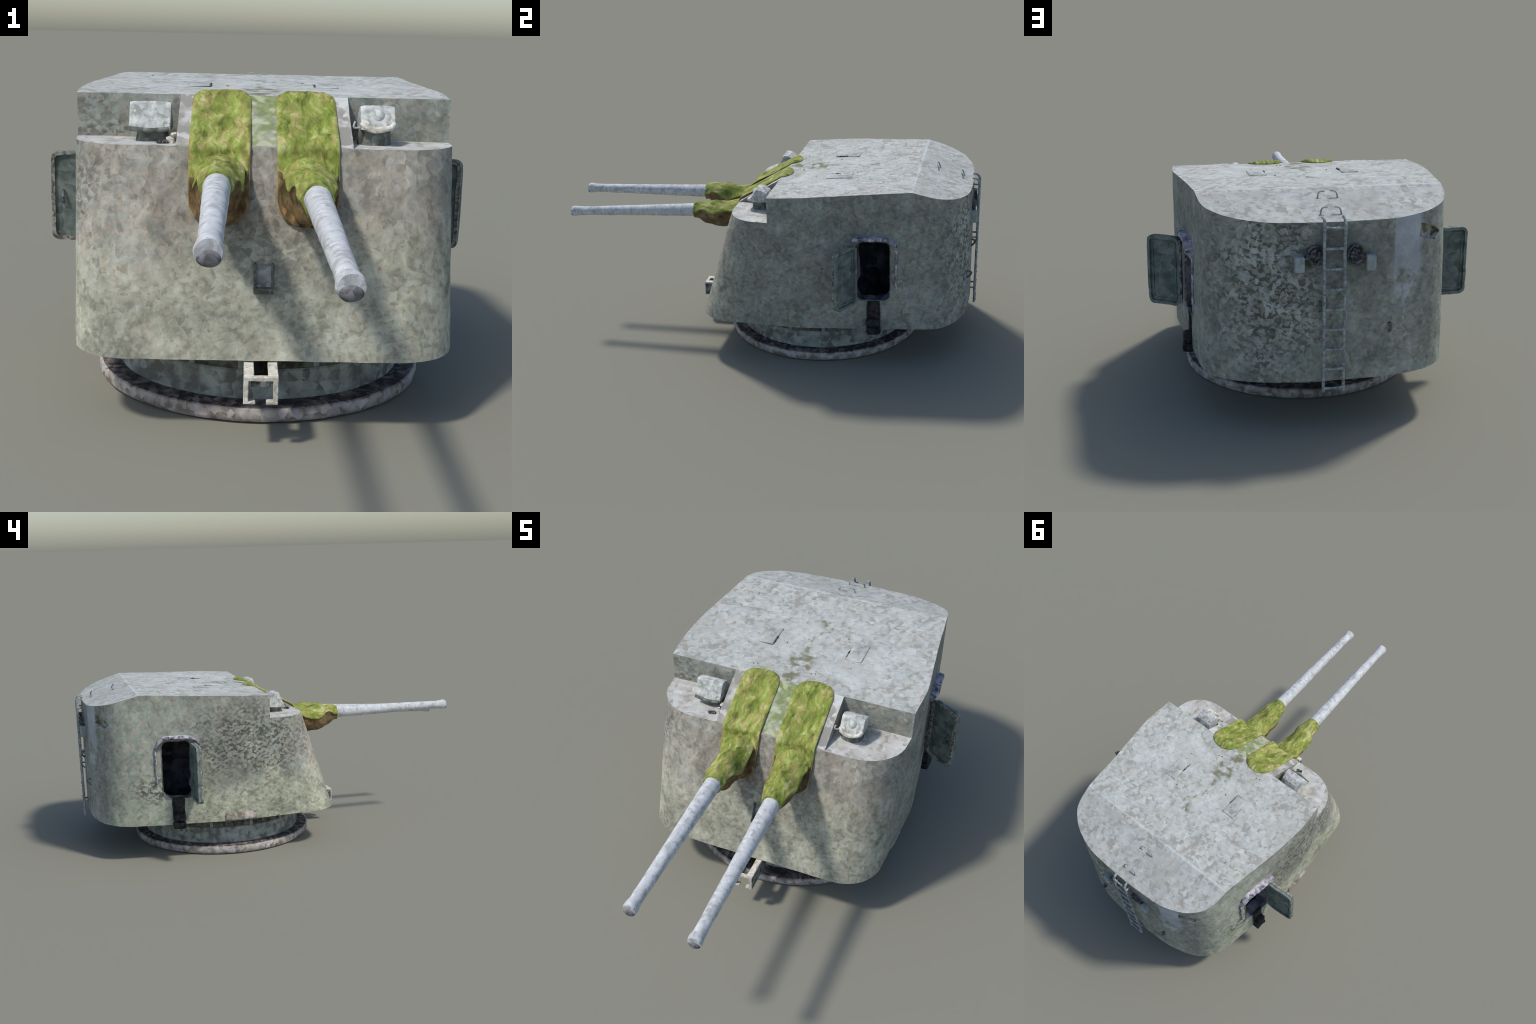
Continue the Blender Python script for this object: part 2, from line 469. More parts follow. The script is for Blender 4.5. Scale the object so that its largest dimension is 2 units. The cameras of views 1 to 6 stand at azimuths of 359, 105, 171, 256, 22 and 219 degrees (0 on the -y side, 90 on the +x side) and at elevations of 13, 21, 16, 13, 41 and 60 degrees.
def eased(line, keep=2):
    """rounds the polyline with a spline, first points kept as they are"""
    P = [Vector((x, y, 0)) for x, y in line]
    out = [(p.x, p.y) for p in P[:keep]]
    for i in range(keep - 1, len(P) - 1):
        p0, p1, p2 = P[i - 1], P[i], P[i + 1]
        p3 = P[min(i + 2, len(P) - 1)]
        for k in (1, 2, 3):
            t = k / 3
            q = .5 * ((2 * p1) + (p2 - p0) * t + (2 * p0 - 5 * p1 + 4 * p2 - p3) * t * t + (3 * p1 - p0 - 3 * p2 + p3) * t ** 3)
            out.append((q.x, q.y))
    return out


SIDE_R, SIDE_L_TOP, SIDE_L_LOW = eased(SIDE_R), eased(SIDE_L_TOP), eased(SIDE_L_LOW)


def front_y(z):
    return YFL + SLOPE_K * (ZL - z)


def along(line, y):
    for (x0, y0), (x1, y1) in zip(line, line[1:]):
        if y0 <= y <= y1:
            return x0 + (x1 - x0) * (y - y0) / (y1 - y0)
    return line[0][0]


def side_x(y, sign, z=.4):
    """flank position at one station"""
    if sign > 0:
        return along(SIDE_R, y)
    g = min(max((z - Z0) / (.80 - Z0), 0), 1)
    return along(SIDE_L_LOW, y) * (1 - g) + along(SIDE_L_TOP, y) * g


def roof_z(y):
    if y <= Y_CREASE:
        return Z_ROOF + (Z_CREASE - Z_ROOF) * (y - Y_ROOF) / (Y_CREASE - Y_ROOF)
    return Z_CREASE + (Z_REAR - Z_CREASE) * (y - Y_CREASE) / (Y_REAR - Y_CREASE)


def plan(yf, z):
    """house outline at one height, right half then mirrored left half"""
    drop = max(0.0, (ZL - z) / (ZL - Z0))        # the flanks pinch in towards the bow at the skirt
    left = SIDE_L_LOW if z < .4 else SIDE_L_TOP
    arcs = []
    for pinch, cx in ((.009 * drop, .335), (.021 * drop, 2 * CX - .335)):
        sg = 1 if cx > 0 else -1
        arcs.append([(cx + sg * (.167 - pinch) * math.cos(math.radians(-90 + 9 * k)), yf + .147 + .147 * math.sin(math.radians(-90 + 9 * k)))
                     for k in range(11)])
    right_half = arcs[0] + SIDE_R[1:]
    left_half = arcs[1] + left[1:]
    return [(x, y, z) for x, y in right_half + left_half[::-1]]


def cut(bm, co, no):
    g = bm.verts[:] + bm.edges[:] + bm.faces[:]
    res = bmesh.ops.bisect_plane(bm, geom=g, plane_co=co, plane_no=no, clear_outer=True, dist=1e-6)
    edges = [e for e in res["geom_cut"] if isinstance(e, bmesh.types.BMEdge)]
    bmesh.ops.contextual_create(bm, geom=edges)


def house_solid():
    ztop = .824                                  # just clear of the roof, so the bow arc never overtakes the flank
    yt = front_y(ztop)
    bm = loft([plan(YF0, Z0), plan(yt, ztop)])
    bmesh.ops.triangulate(bm, faces=[f for f in bm.faces if len(f.verts) == 4])
    bmesh.ops.recalc_face_normals(bm, faces=bm.faces)
    dr = Vector((0, Y_CREASE - Y_ROOF, Z_CREASE - Z_ROOF))
    cut(bm, (0, Y_ROOF, Z_ROOF), Vector((1, 0, 0)).cross(dr).normalized())
    ds = Vector((0, Y_REAR - Y_CREASE, Z_REAR - Z_CREASE))
    cut(bm, (0, Y_CREASE, Z_CREASE), Vector((1, 0, 0)).cross(ds).normalized())
    dg = Vector((0, Y_ROOF - YFL, Z_ROOF - ZL))
    cut(bm, (0, YFL, ZL), Vector((1, 0, 0)).cross(dg).normalized())
    return bm


def boolean(ob, cutters):
    for c in cutters:
        m = ob.modifiers.new("cut", "BOOLEAN")
        m.operation = "DIFFERENCE"; m.object = c; m.solver = "EXACT"
    dg = bpy.context.evaluated_depsgraph_get()
    me = bpy.data.meshes.new_from_object(ob.evaluated_get(dg))
    for c in cutters:
        bpy.data.objects.remove(c)
    bpy.data.objects.remove(ob)
    return me


def prism(profile, axis, lo, hi, name):
    """profile of (u, v) extruded on one axis: x -> (u, v) = (y, z), y -> (x, z)"""
    rings = []
    for t in (lo, hi):
        rings.append([(t, u, v) if axis == "x" else (u, t, v) for u, v in profile])
    return from_bm(loft(rings), name)


DOORWAY = {1: (.495, .638, .322, .597), -1: (.497, .636, .314, .592)}

body = make("solid", from_bm(house_solid(), "solid"), [WALL, INSIDE, NICHE], None, None)
cutters = []
for sgn in (1, -1):      # notches beside the guns, where the sights stand
    x0, x1 = (.231, .8) if sgn > 0 else (-.8, -.206)
    cutters.append(make("notch", from_bm(box_bm((x0, -.6, ZL), (x1, Y_ROOF, 1.2)), "notch"), [WALL], None, None))
for sgn, (y0, y1, z0, z1) in DOORWAY.items():
    prof = rounded_rect(y0, y1, z0, z1, .03)
    lo, hi = (.39, .7) if sgn > 0 else (-.7, -.38)
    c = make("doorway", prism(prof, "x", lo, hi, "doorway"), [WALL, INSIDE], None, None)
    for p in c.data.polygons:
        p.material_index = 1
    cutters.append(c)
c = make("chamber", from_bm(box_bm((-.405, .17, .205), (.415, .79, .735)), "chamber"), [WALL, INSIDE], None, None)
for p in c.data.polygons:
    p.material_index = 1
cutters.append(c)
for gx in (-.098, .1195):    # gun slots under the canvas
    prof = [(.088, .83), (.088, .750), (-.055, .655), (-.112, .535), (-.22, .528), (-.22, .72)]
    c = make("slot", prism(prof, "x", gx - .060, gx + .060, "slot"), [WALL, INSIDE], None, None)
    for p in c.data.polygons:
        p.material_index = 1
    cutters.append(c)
# slanted niche in the left rear corner
nich = [(-.300, .727), (-.362, .700), (-.384, .681), (-.358, .654), (-.296, .680)]
dirn = Vector((-.55, .83, 0)).normalized()
ring0, ring1 = [], []
for x, z in nich:
    y = .922 + (x + .30) * .70
    p = Vector((x, y, z))
    ring0.append(p - dirn * .013); ring1.append(p + dirn * .06)
c = make("niche", from_bm(loft([ring0, ring1]), "niche"), [WALL, INSIDE, NICHE], None, None)
for p in c.data.polygons:
    p.material_index = 2
cutters.append(c)
bpy.context.view_layer.update()
me = boolean(body, cutters)

bm = bmesh.new()
bm.from_mesh(me)
bpy.data.meshes.remove(me)
bmesh.ops.remove_doubles(bm, verts=bm.verts, dist=1e-5)
bmesh.ops.dissolve_limit(bm, angle_limit=math.radians(.5), verts=bm.verts, edges=bm.edges, delimit={"MATERIAL"})
# fine grid of cuts so that the plates can carry shallow dents
def slice_grid(bm, axis, lo, hi, step):
    no = Vector((0, 0, 0)); no[axis] = 1
    t = lo
    while t < hi:
        co = Vector((0, 0, 0)); co[axis] = t
        bmesh.ops.bisect_plane(bm, geom=bm.verts[:] + bm.edges[:] + bm.faces[:], plane_co=co, plane_no=no, dist=1e-6)
        t += step
slice_grid(bm, 0, -.388, .42, .024)
slice_grid(bm, 1, -.245, .94, .024)
slice_grid(bm, 2, .20, .77, .024)
bm.normal_update()
broad = {}
for v in bm.verts:
    q = sum((f.normal * f.calc_area() for f in v.link_faces), Vector())
    broad[v] = q.normalized() if q.length > 1e-12 else v.normal.copy()
for v in bm.verts:
    p = v.co
    d = noise.noise(p * 9 + Vector((3, 1, 7))) * .0016 + noise.noise(p * 26 + Vector((9, 4, 2))) * .0011
    e = noise.noise_vector(p * 30) * .0008
    if all(f.material_index == 1 for f in v.link_faces) and abs(p.x) < .42:
        d = noise.noise(p * 18) * .02
    v.co = p + broad[v] * d + e
bmesh.ops.triangulate(bm, faces=[f for f in bm.faces if len(f.verts) > 4])
bm.normal_update()
bm.verts.index_update()


def plate_of(f):
    if f.material_index == 1:
        return "doorway_interior"
    if f.material_index == 2:
        return "corner_niche"
    c = f.calc_center_median()
    if f.normal.z > .88 and c.z > .73 and c.y > Y_ROOF - .003:
        return "roof_plate"
    if c.y < Y_ROOF + .002 and c.z > ZL + .002 and f.normal.z > .3 and f.normal.y < -.2 and -.21 < c.x < .235:
        return "sloped_front_plate"
    if f.normal.z > .9 and abs(c.z - ZL) < .006 and c.y < Y_ROOF:
        return "sight_ledge"
    return "wall_plating"


groups = {}
for f in bm.faces:
    groups.setdefault(plate_of(f), []).append(f)
PLATE_MAT = {"wall_plating": WALL, "roof_plate": ROOF, "sloped_front_plate": SLOPE, "sight_ledge": LEDGE,
             "doorway_interior": INSIDE, "corner_niche": NICHE}
for nm, faces in groups.items():
    idx, verts, polys = {}, [], []
    for f in faces:
        loop = []
        for v in f.verts:
            if v.index not in idx:
                idx[v.index] = len(verts); verts.append((v.co.copy(), v.index))
            loop.append(idx[v.index])
        polys.append(loop)
    m = bpy.data.meshes.new(nm)
    m.from_pydata([v for v, _ in verts], [], polys)
    m.update()
    make(nm, m, PLATE_MAT[nm], None, 24)      # plates meet at hard edges
bm.free()

# gun mounting inside the house, dimly seen through the doorways
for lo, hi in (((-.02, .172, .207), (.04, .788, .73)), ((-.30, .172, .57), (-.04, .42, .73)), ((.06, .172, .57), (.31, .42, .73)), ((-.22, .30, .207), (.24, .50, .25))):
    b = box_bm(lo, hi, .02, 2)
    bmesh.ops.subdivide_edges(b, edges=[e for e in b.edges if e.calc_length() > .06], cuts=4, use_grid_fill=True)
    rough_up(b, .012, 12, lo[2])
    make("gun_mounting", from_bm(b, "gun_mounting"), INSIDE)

# ------------------------------------------------------------------ base
BC = (CX, .261)


def ring_bm(profile, n=128, jitter=0.0):
    b = lathe(profile, BC, n)
    if jitter:
        rough_up(b, jitter, 14)
        for v in b.verts:
            v.co.z = max(v.co.z, 0.0)
    return b


base = make("ring_flange", from_bm(ring_bm([(.30, 0), (.452, 0), (.459, .006), (.462, .013), (.462, .029), (.460, .036), (.456, .0385), (.38, .041)], 160, .002), "ring_flange"), FLANGE)
led = from_bm(ring_bm([(.38, .034), (.455, .034), (.455, .0400), (.38, .0440)], 128), "flange_ledge")
make("flange_ledge", led, FLANGE_TOP, base)
make("base_drum", from_bm(ring_bm([(.36, .03), (.405, .03), (.405, .08), (.404, .116), (.400, .121), (.36, .121)], 128, .002), "base_drum"), DRUM)
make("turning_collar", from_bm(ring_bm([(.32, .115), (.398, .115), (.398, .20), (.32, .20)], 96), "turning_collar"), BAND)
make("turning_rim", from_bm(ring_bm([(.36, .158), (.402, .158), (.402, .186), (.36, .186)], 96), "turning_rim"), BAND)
clip_me = None
for k in range(14):
    a = math.radians(10 + k * 360 / 14 + random.uniform(-5, 5))
    if clip_me is None:
        clip_me = from_bm(box_bm((-.004, -.008, -.017), (.012, .008, .024), .002), "holding_clip")
        ob = make("holding_clip", clip_me, DRUM)
    else:
        ob = ob.copy(); bpy.context.scene.collection.objects.link(ob)
    ob.location = (BC[0] + .394 * math.cos(a), BC[1] + .394 * math.sin(a), .140)
    ob.rotation_euler = (0, 0, a)

# ------------------------------------------------------------------ guns and canvas bags
def gun(tip, root, seed):
    tip, root = Vector(tip), Vector(root)
    path, rad = [], []
    prof = [(0, .0335), (.06, .0333), (.12, .0325), (.3, .0295), (.5, .0265), (.7, .0237), (.88, .0215), (.935, .0212), (.955, .0224), (.972, .0246), (.988, .0252), (.9945, .0236), (.997, .0232), (1.0, .0225)]
    full = []
    for (a, ra), (b, rb) in zip(prof, prof[1:]):
        for k in range(5):
            full.append((a + (b - a) * k / 5, ra + (rb - ra) * k / 5))
    full.append(prof[-1])
    for t, r in full:
        path.append(root.lerp(tip, t)); rad.append(r)
    b = tube_bm(path, rad, 28)
    rough_up(b, .0013, 45, seed)
    g = make("gun_barrel", from_bm(b, "gun_barrel"), BARREL, None, 40)
    d = (tip - root).normalized()
    shade_bulge = bmesh.new()  # dark bulge modelled for the shaded lower half of the sunlit muzzle
    bmesh.ops.create_icosphere(shade_bulge, subdivisions=3, radius=1)
    for v in shade_bulge.verts:
        v.co = tip + Vector((v.co.x * .0205, .002 + v.co.y * .010, -.0095 + v.co.z * .0145))
    rough_up(shade_bulge, .001, 40, seed)
    make("muzzle_shade_bulge", from_bm(shade_bulge, "muzzle_shade_bulge"), MUZZLE, g)


def surface_path():
    """(y, z) line up the shield, over the sloped plate and on to the roof, from below"""
    pts = [(front_y(.490), .490), (front_y(.55), .55), (front_y(.61), .61), (front_y(.655), .655), (YFL - .004, .678),
           (YFL + .03, .700), (0.0, .7305), (.06, .765), (.092, .783), (.112, .7905), (.146, roof_z(.146) + .001)]
    return catmull([(0, y, z) for y, z in pts], 8)


def strip(cx, hw, seed, zlow):
    """stadium-shaped canvas sheet lying over the gun slot"""
    path = [p for p in surface_path() if p.z >= zlow]
    L = [0.0]
    for a, b in zip(path, path[1:]):
        L.append(L[-1] + (b - a).length)
    tot = L[-1]
    N, M = 72, 26
    bm_ = bmesh.new()
    edge_layer = bm_.faces.layers.int.new("edging")
    top, bot = [], []
    for i in range(N + 1):
        u = i / N
        s = tot * (.5 - .5 * math.cos(math.pi * u))          # denser rows at the ends
        s = min(max(s, 1e-4), tot - 1e-4)
        k = max(j for j in range(len(L)) if L[j] <= s)
        k = min(k, len(path) - 2)
        f = (s - L[k]) / (L[k + 1] - L[k])
        p = path[k].lerp(path[k + 1], f)
        t = (path[k + 1] - path[k]).normalized()
        nrm = Vector((1, 0, 0)).cross(t)
        d = min(s, tot - s)
        w = hw * (1 - max(0, 1 - d / hw) ** 2.3) ** (1 / 2.3)
        low = 1 - min(max((p.z - .60) / .07, 0), 1)           # 1 on the shield, 0 on the slope
        rt, rb = [], []
        for j in range(M + 1):
            q = -1 + 2 * j / M
            x = cx + w * math.sin(q * math.pi / 2)
            e = abs(math.sin(q * math.pi / 2))
            endf = min(1, d / .02)
            h = (.016 - .004 * low - .006 * min(max((p.y - .03) / .05, 0), 1)) * (1 - .75 * e ** 7) * (.35 + .65 * endf)
            mid = min(max((p.z - .60) / .06, 0), 1) * min(max((.095 - p.y) / .06, 0), 1)
            h -= mid * .019 * (1 - e ** 2.2)
            h += low * .013 * max(0, (e - .72) / .28) ** 1.2 * (1 if e < .97 else .55)
            co = Vector((x, p.y, p.z))
            fold = noise.noise(Vector((x * 34 + p.y * 9 + seed, p.y * 9, seed)))
            ridge = 1 - abs(noise.noise(Vector((x * 26 - p.y * 14 + seed * 2, p.y * 7 + p.z * 5, seed)))) * 2
            h += (.0050 * fold + .0050 * (ridge - .5)) * (1 if p.y < .06 else .6) * (1 - e ** 4) * min(1, d / .03)
            h += noise.noise(co * 38 + Vector((seed, 0, 0))) * .0030 + noise.noise(co * 90) * .0012
            rt.append(bm_.verts.new(co + nrm * max(h, .003 - .02 * mid * (1 - e ** 2))))
            rb.append(bm_.verts.new(Vector((cx + .97 * (x - cx), p.y, p.z)) - nrm * (.003 + .019 * mid * (1 - e ** 2.2))))
        top.append(rt); bot.append(rb)
    for A, flip in ((top, False), (bot, True)):
        for i_, (r0, r1) in enumerate(zip(A, A[1:])):
            for j in range(M):
                q = (r0[j], r0[j + 1], r1[j + 1], r1[j])
                fc = bm_.faces.new(q[::-1] if flip else q)
                if not flip and (j < 2 or j >= M - 2 or i_ < 2):
                    fc[edge_layer] = 1
    for i in range(N):
        bm_.faces.new((top[i][0], top[i + 1][0], bot[i + 1][0], bot[i][0]))
        bm_.faces.new((top[i][M], bot[i][M], bot[i + 1][M], top[i + 1][M]))
    for i in (0, N):
        for j in range(M):
            bm_.faces.new((top[i][j], top[i][j + 1], bot[i][j + 1], bot[i][j]))
    bmesh.ops.remove_doubles(bm_, verts=bm_.verts, dist=2e-5)
    bmesh.ops.recalc_face_normals(bm_, faces=bm_.faces)
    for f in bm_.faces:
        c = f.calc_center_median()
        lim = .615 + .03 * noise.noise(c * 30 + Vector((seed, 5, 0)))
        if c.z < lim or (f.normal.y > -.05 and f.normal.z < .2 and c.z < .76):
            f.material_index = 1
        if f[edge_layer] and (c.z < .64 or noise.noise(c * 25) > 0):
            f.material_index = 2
    bm_.faces.layers.int.remove(edge_layer)
    me_ = bpy.data.meshes.new("canvas_sheet")
    bm_.to_mesh(me_); bm_.free()
    return me_


def bag(cx0, cx1, stations, seed):
    """sleeve around the barrel: stations of (y, top, half width, hem, bottom, centre of collar or None)"""
    rings = []
    n_top = 0
    for si, (y, zt, w, zh, zb) in enumerate(stations):
        f = si / (len(stations) - 1)
        half = [(0, zt), (.30 * w, zt - .003), (.60 * w, zt - .36 * (zt - zh)), (.84 * w, zt - .70 * (zt - zh)), (w, zh),
                (.88 * w, zh - .007), (.80 * w, zh - .35 * (zh - zb)), (.58 * w, zb + .16 * (zh - zb)), (.25 * w, zb + .02 * (zh - zb)), (0, zb)]
        ctrl = [(x, 0, z) for x, z in half] + [(-x, 0, z) for x, z in reversed(half[1:-1])]
        ring = catmull(ctrl, 4, True)
        rings.append([Vector((p.x, y, p.z)) for p in ring])
    # interpolate between stations
    fine = []
    for k in range(len(rings[0])):
        fine.append(catmull([r[k] for r in rings], 7))
    rows = [[fine[k][i] for k in range(len(fine))] for i in range(len(fine[0]))]
    y0, y1 = stations[0][0], stations[-1][0]
    out = []
    for r in rows:
        rr = []
        for k, p in enumerate(r):
            g = (p.y - y0) / (y1 - y0)
            q = Vector((cx0 + (cx1 - cx0) * g + p.x, p.y, p.z))
            amp = .0035 + .006 * max(0, min(1, 4 * g * (1 - g)))
            sv = Vector((q.x * 34, q.y * 17, q.z * 26)) + Vector((seed, 0, 0))
            q += noise.noise_vector(sv) * amp * min(1, g * 5 + .1)
            q += noise.noise_vector(q * 70) * .0016
            q.z += math.sin(q.y * 60 + q.x * 45 + seed) * .0022 * math.sin(math.pi * g)
            rr.append(q)
        out.append(rr)
    b = loft(out)
    bmesh.ops.recalc_face_normals(b, faces=b.faces)
    nring = len(out[0])
    b.verts.index_update()
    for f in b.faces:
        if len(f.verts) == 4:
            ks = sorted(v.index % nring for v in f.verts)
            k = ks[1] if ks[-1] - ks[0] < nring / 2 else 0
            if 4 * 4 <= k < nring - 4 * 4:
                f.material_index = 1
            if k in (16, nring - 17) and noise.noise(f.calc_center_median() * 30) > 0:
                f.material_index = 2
    me_ = bpy.data.meshes.new("barrel_bag")
    b.to_mesh(me_); b.free()
    return me_


def circle_station(y, zc, r):
    # same layout as the bag stations: a ring that hugs the barrel
    return (y, zc + r, r * 1.02, zc - .05 * r, zc - r)


st_left = [circle_station(-.356, .6165, .0385), circle_station(-.338, .617, .0405),
           (-.305, .660, .047, .628, .553), (-.255, .660, .057, .602, .535), (-.205, .658, .060, .594, .528),
           (-.155, .655, .062, .618, .522), (-.105, .660, .062, .630, .522)]
st_right = [circle_station(-.348, .594, .0385), circle_station(-.330, .595, .0405),
            (-.300, .634, .048, .612, .535), (-.255, .638, .058, .596, .523), (-.205, .644, .062, .598, .518),
            (-.155, .643, .064, .612, .514), (-.105, .656, .064, .628, .514)]

gun((-.0875, -.990, .617), (-.098, -.200, .6185), 1.0)
gun((.1355, -.990, .565), (.126, -.200, .600), 2.0)
cov = make("canvas_cover", strip(-.098, .0755, 3.0, .49), [GREEN, BROWN, HEM], None, 50)
make("barrel_bag", bag(-.098, -.096, st_left, 1.3), [GREEN, BROWN, HEM], cov, 50)
cov = make("canvas_cover", strip(.1195, .0765, 8.0, .49), [GREEN, BROWN, HEM], None, 50)
make("barrel_bag", bag(.126, .119, st_right, 4.1), [GREEN, BROWN, HEM], cov, 50)

# ------------------------------------------------------------------ sighting heads on the ledges
def sight(x0, x1, hollow, seed):
    zb = .704 if not hollow else .716
    prof = [(-.016, zb), (.0, zb + .03), (.016, .772), (.022, .776), (.045, .772), (.068, .757), (.082, .735), (.086, .71), (.080, zb), (.03, zb - .004)]
    n = 10
    rings = []
    for k in range(n + 1):
        x = x0 + (x1 - x0) * k / n
        s = 1.0 if 0 < k < n else .93
        rings.append([(x, .035 + (y - .035) * s, .735 + (z - .735) * s) for y, z in prof])
    b = loft(rings)
    rough_up(b, .0016, 40, seed)
    head = make("sight_head", from_bm(b, "sight_head"), SIGHT, None, 22)
    xc = (x0 + x1) / 2
    base_ = lathe([(.03, ZL - .006), (.043, ZL - .006), (.043, ZL + .002), (.041, zb - .004), (.039, zb + .004), (.02, zb + .006)], (xc + .004 * (1 if not hollow else -1), .034), 28)
    rough_up(base_, .0022, 30, seed)
    make("sight_base", from_bm(base_, "sight_base"), SIGHT_DARK, head)
    if hollow:
        # domed window boss and the worn white lip under it
        bo = bmesh.new()
        bmesh.ops.create_icosphere(bo, subdivisions=3, radius=1)
        for v in bo.verts:
            v.co = Vector((xc - .001 + v.co.x * .020, .010 + v.co.y * .016, .748 + v.co.z * .020))
        rough_up(bo, .002, 50, 3)
        make("window_boss", from_bm(bo, "window_boss"), SIGHT, head)
        lip = tube_bm(catmull([(x0 + .004, -.002, .731), (x0 + .014, -.015, .722), (xc, -.021, .718), (x1 - .012, -.015, .723), (x1 - .002, -.001, .733)], 5), .0075, 10, .003)
        make("sight_lip", from_bm(lip, "sight_lip"), CREAM, head)
        arm = tube_bm(catmull([(x0 + .004, .0, .722), (x0 - .012, -.006, .721), (x0 - .019, -.008, .724), (x0 - .015, -.008, .738)], 5), .0028, 8, .001)
        make("sight_lever", from_bm(arm, "sight_lever"), SIGHT, head)
    else:
        lip = tube_bm([(x0 + .002, -.012, .709), (xc, -.019, .706), (x1 - .004, -.014, .709)], .006, 10, .002)
        make("sight_lip", from_bm(lip, "sight_lip"), SIGHT_DARK, head)
        for i, (x, y, z, r) in enumerate([(-.222, -.035, .684, .011), (-.236, -.045, .681, .009), (-.218, -.005, .695, .010), (-.25, -.05, .680, .007), (-.226, -.02, .683, .008)]):
            d = bmesh.new()
            bmesh.ops.create_icosphere(d, subdivisions=2, radius=r)
            bmesh.ops.translate(d, verts=d.verts, vec=(x, y, z))
            rough_up(d, r * .7, 90, i)
            make("debris_lump", from_bm(d, "debris_lump"), [CREAM, DARKGREY][i % 2], head)


sight(-.330, -.226, False, 1.0)
sight(.256, .343, True, 2.0)

# ------------------------------------------------------------------ doors, gutters, steps
def panel_bm(prof, frame, t0, t1, bevel=.003):
    """prof (u, v) extruded t0..t1 along the frame normal; frame = (origin, u axis, n axis), v is z"""
    o, ua, na = frame
    rings = []
    cu = sum(p[0] for p in prof) / len(prof); cv = sum(p[1] for p in prof) / len(prof)
    for t, sh in ((t0, bevel), (t0 + bevel, 0), (t1 - bevel, 0), (t1, bevel)):
        ring = []
        for u, v in prof:
            k = Vector((u - cu, v - cv)); L = k.length
            k *= max(0, 1 - sh / L)
            q = o + ua * (cu + k.x) + na * t
            ring.append(Vector((q.x, q.y, cv + k.y)))
        rings.append(ring)
    return loft(rings)


def frame_bm(outer, inner, frame, t0, t1):
    o, ua, na = frame
    def P(uv, t):
        q = o + ua * uv[0] + na * t
        return Vector((q.x, q.y, uv[1]))
    b = bmesh.new()
    R = [[b.verts.new(P(p, t)) for p in prof] for prof, t in ((outer, t0), (outer, t1), (inner, t1), (inner, t0))]
    k = len(outer)
    for a in range(4):
        r0, r1 = R[a], R[(a + 1) % 4]
        for i in range(k):
            b.faces.new((r0[i], r0[(i + 1) % k], r1[(i + 1) % k], r1[i]))
    return b


def door(hinge, edge, z0, z1, seed):
    o = Vector((hinge[0], hinge[1], 0)); e = Vector((edge[0], edge[1], 0))
    ua = (e - o).normalized(); w = (e - o).length
    na = Vector((0, 0, 1)).cross(ua)
    if na.y < 0:
        na = -na                                   # n points to the rear (inner face)
    fr = (o, ua, na)
    prof = rounded_rect(0, w, z0, z1, .024)
    b = panel_bm(prof, fr, -.010, -.002)
    bmesh.ops.recalc_face_normals(b, faces=b.faces)
    leaf = make("door", from_bm(b, "door"), DOORPAINT)
    inner = rounded_rect(.011, w - .011, z0 + .011, z1 - .011, .016)
    for t0, t1, m in ((-.003, .007, DOORPAINT), (-.0165, -.009, DOOREDGE)):
        f = frame_bm(prof, inner, fr, t0, t1)
        bmesh.ops.subdivide_edges(f, edges=[x for x in f.edges if x.calc_length() > .03], cuts=9, use_grid_fill=True)
        rough_up(f, .0025, 45, seed)
        make("door_rim", from_bm(f, "door_rim"), m, leaf)
    inner2 = rounded_rect(.018, w - .018, z0 + .020, z1 - .020, .012)
    in3 = rounded_rect(.023, w - .023, z0 + .025, z1 - .025, .009)
    f = frame_bm(inner2, in3, fr, -.003, .001)
    make("door_bead", from_bm(f, "door_bead"), DOORPAINT, leaf)
    # hinge post
    h = tube_bm([(hinge[0], hinge[1], z0 + .012), (hinge[0], hinge[1], (z0 + z1) / 2), (hinge[0], hinge[1], z1 - .012)], .006, 10, .002)
    make("door_hinge", from_bm(h, "door_hinge"), HOOD, leaf)
    # handle on the outer face
    c = o + ua * (w * .75) - na * .013
    hb = tube_bm([(c.x, c.y, (z0 + z1) / 2 + .02), (c.x - na.x * .01, c.y - na.y * .01, (z0 + z1) / 2), (c.x, c.y, (z0 + z1) / 2 - .02)], .004, 8, .002)
    make("door_handle", from_bm(hb, "door_handle"), DARKGREY, leaf)


door((.500, .494), (.619, .424), .318, .590, 1)
door((-.484, .498), (-.629, .490), .314, .588, 2)


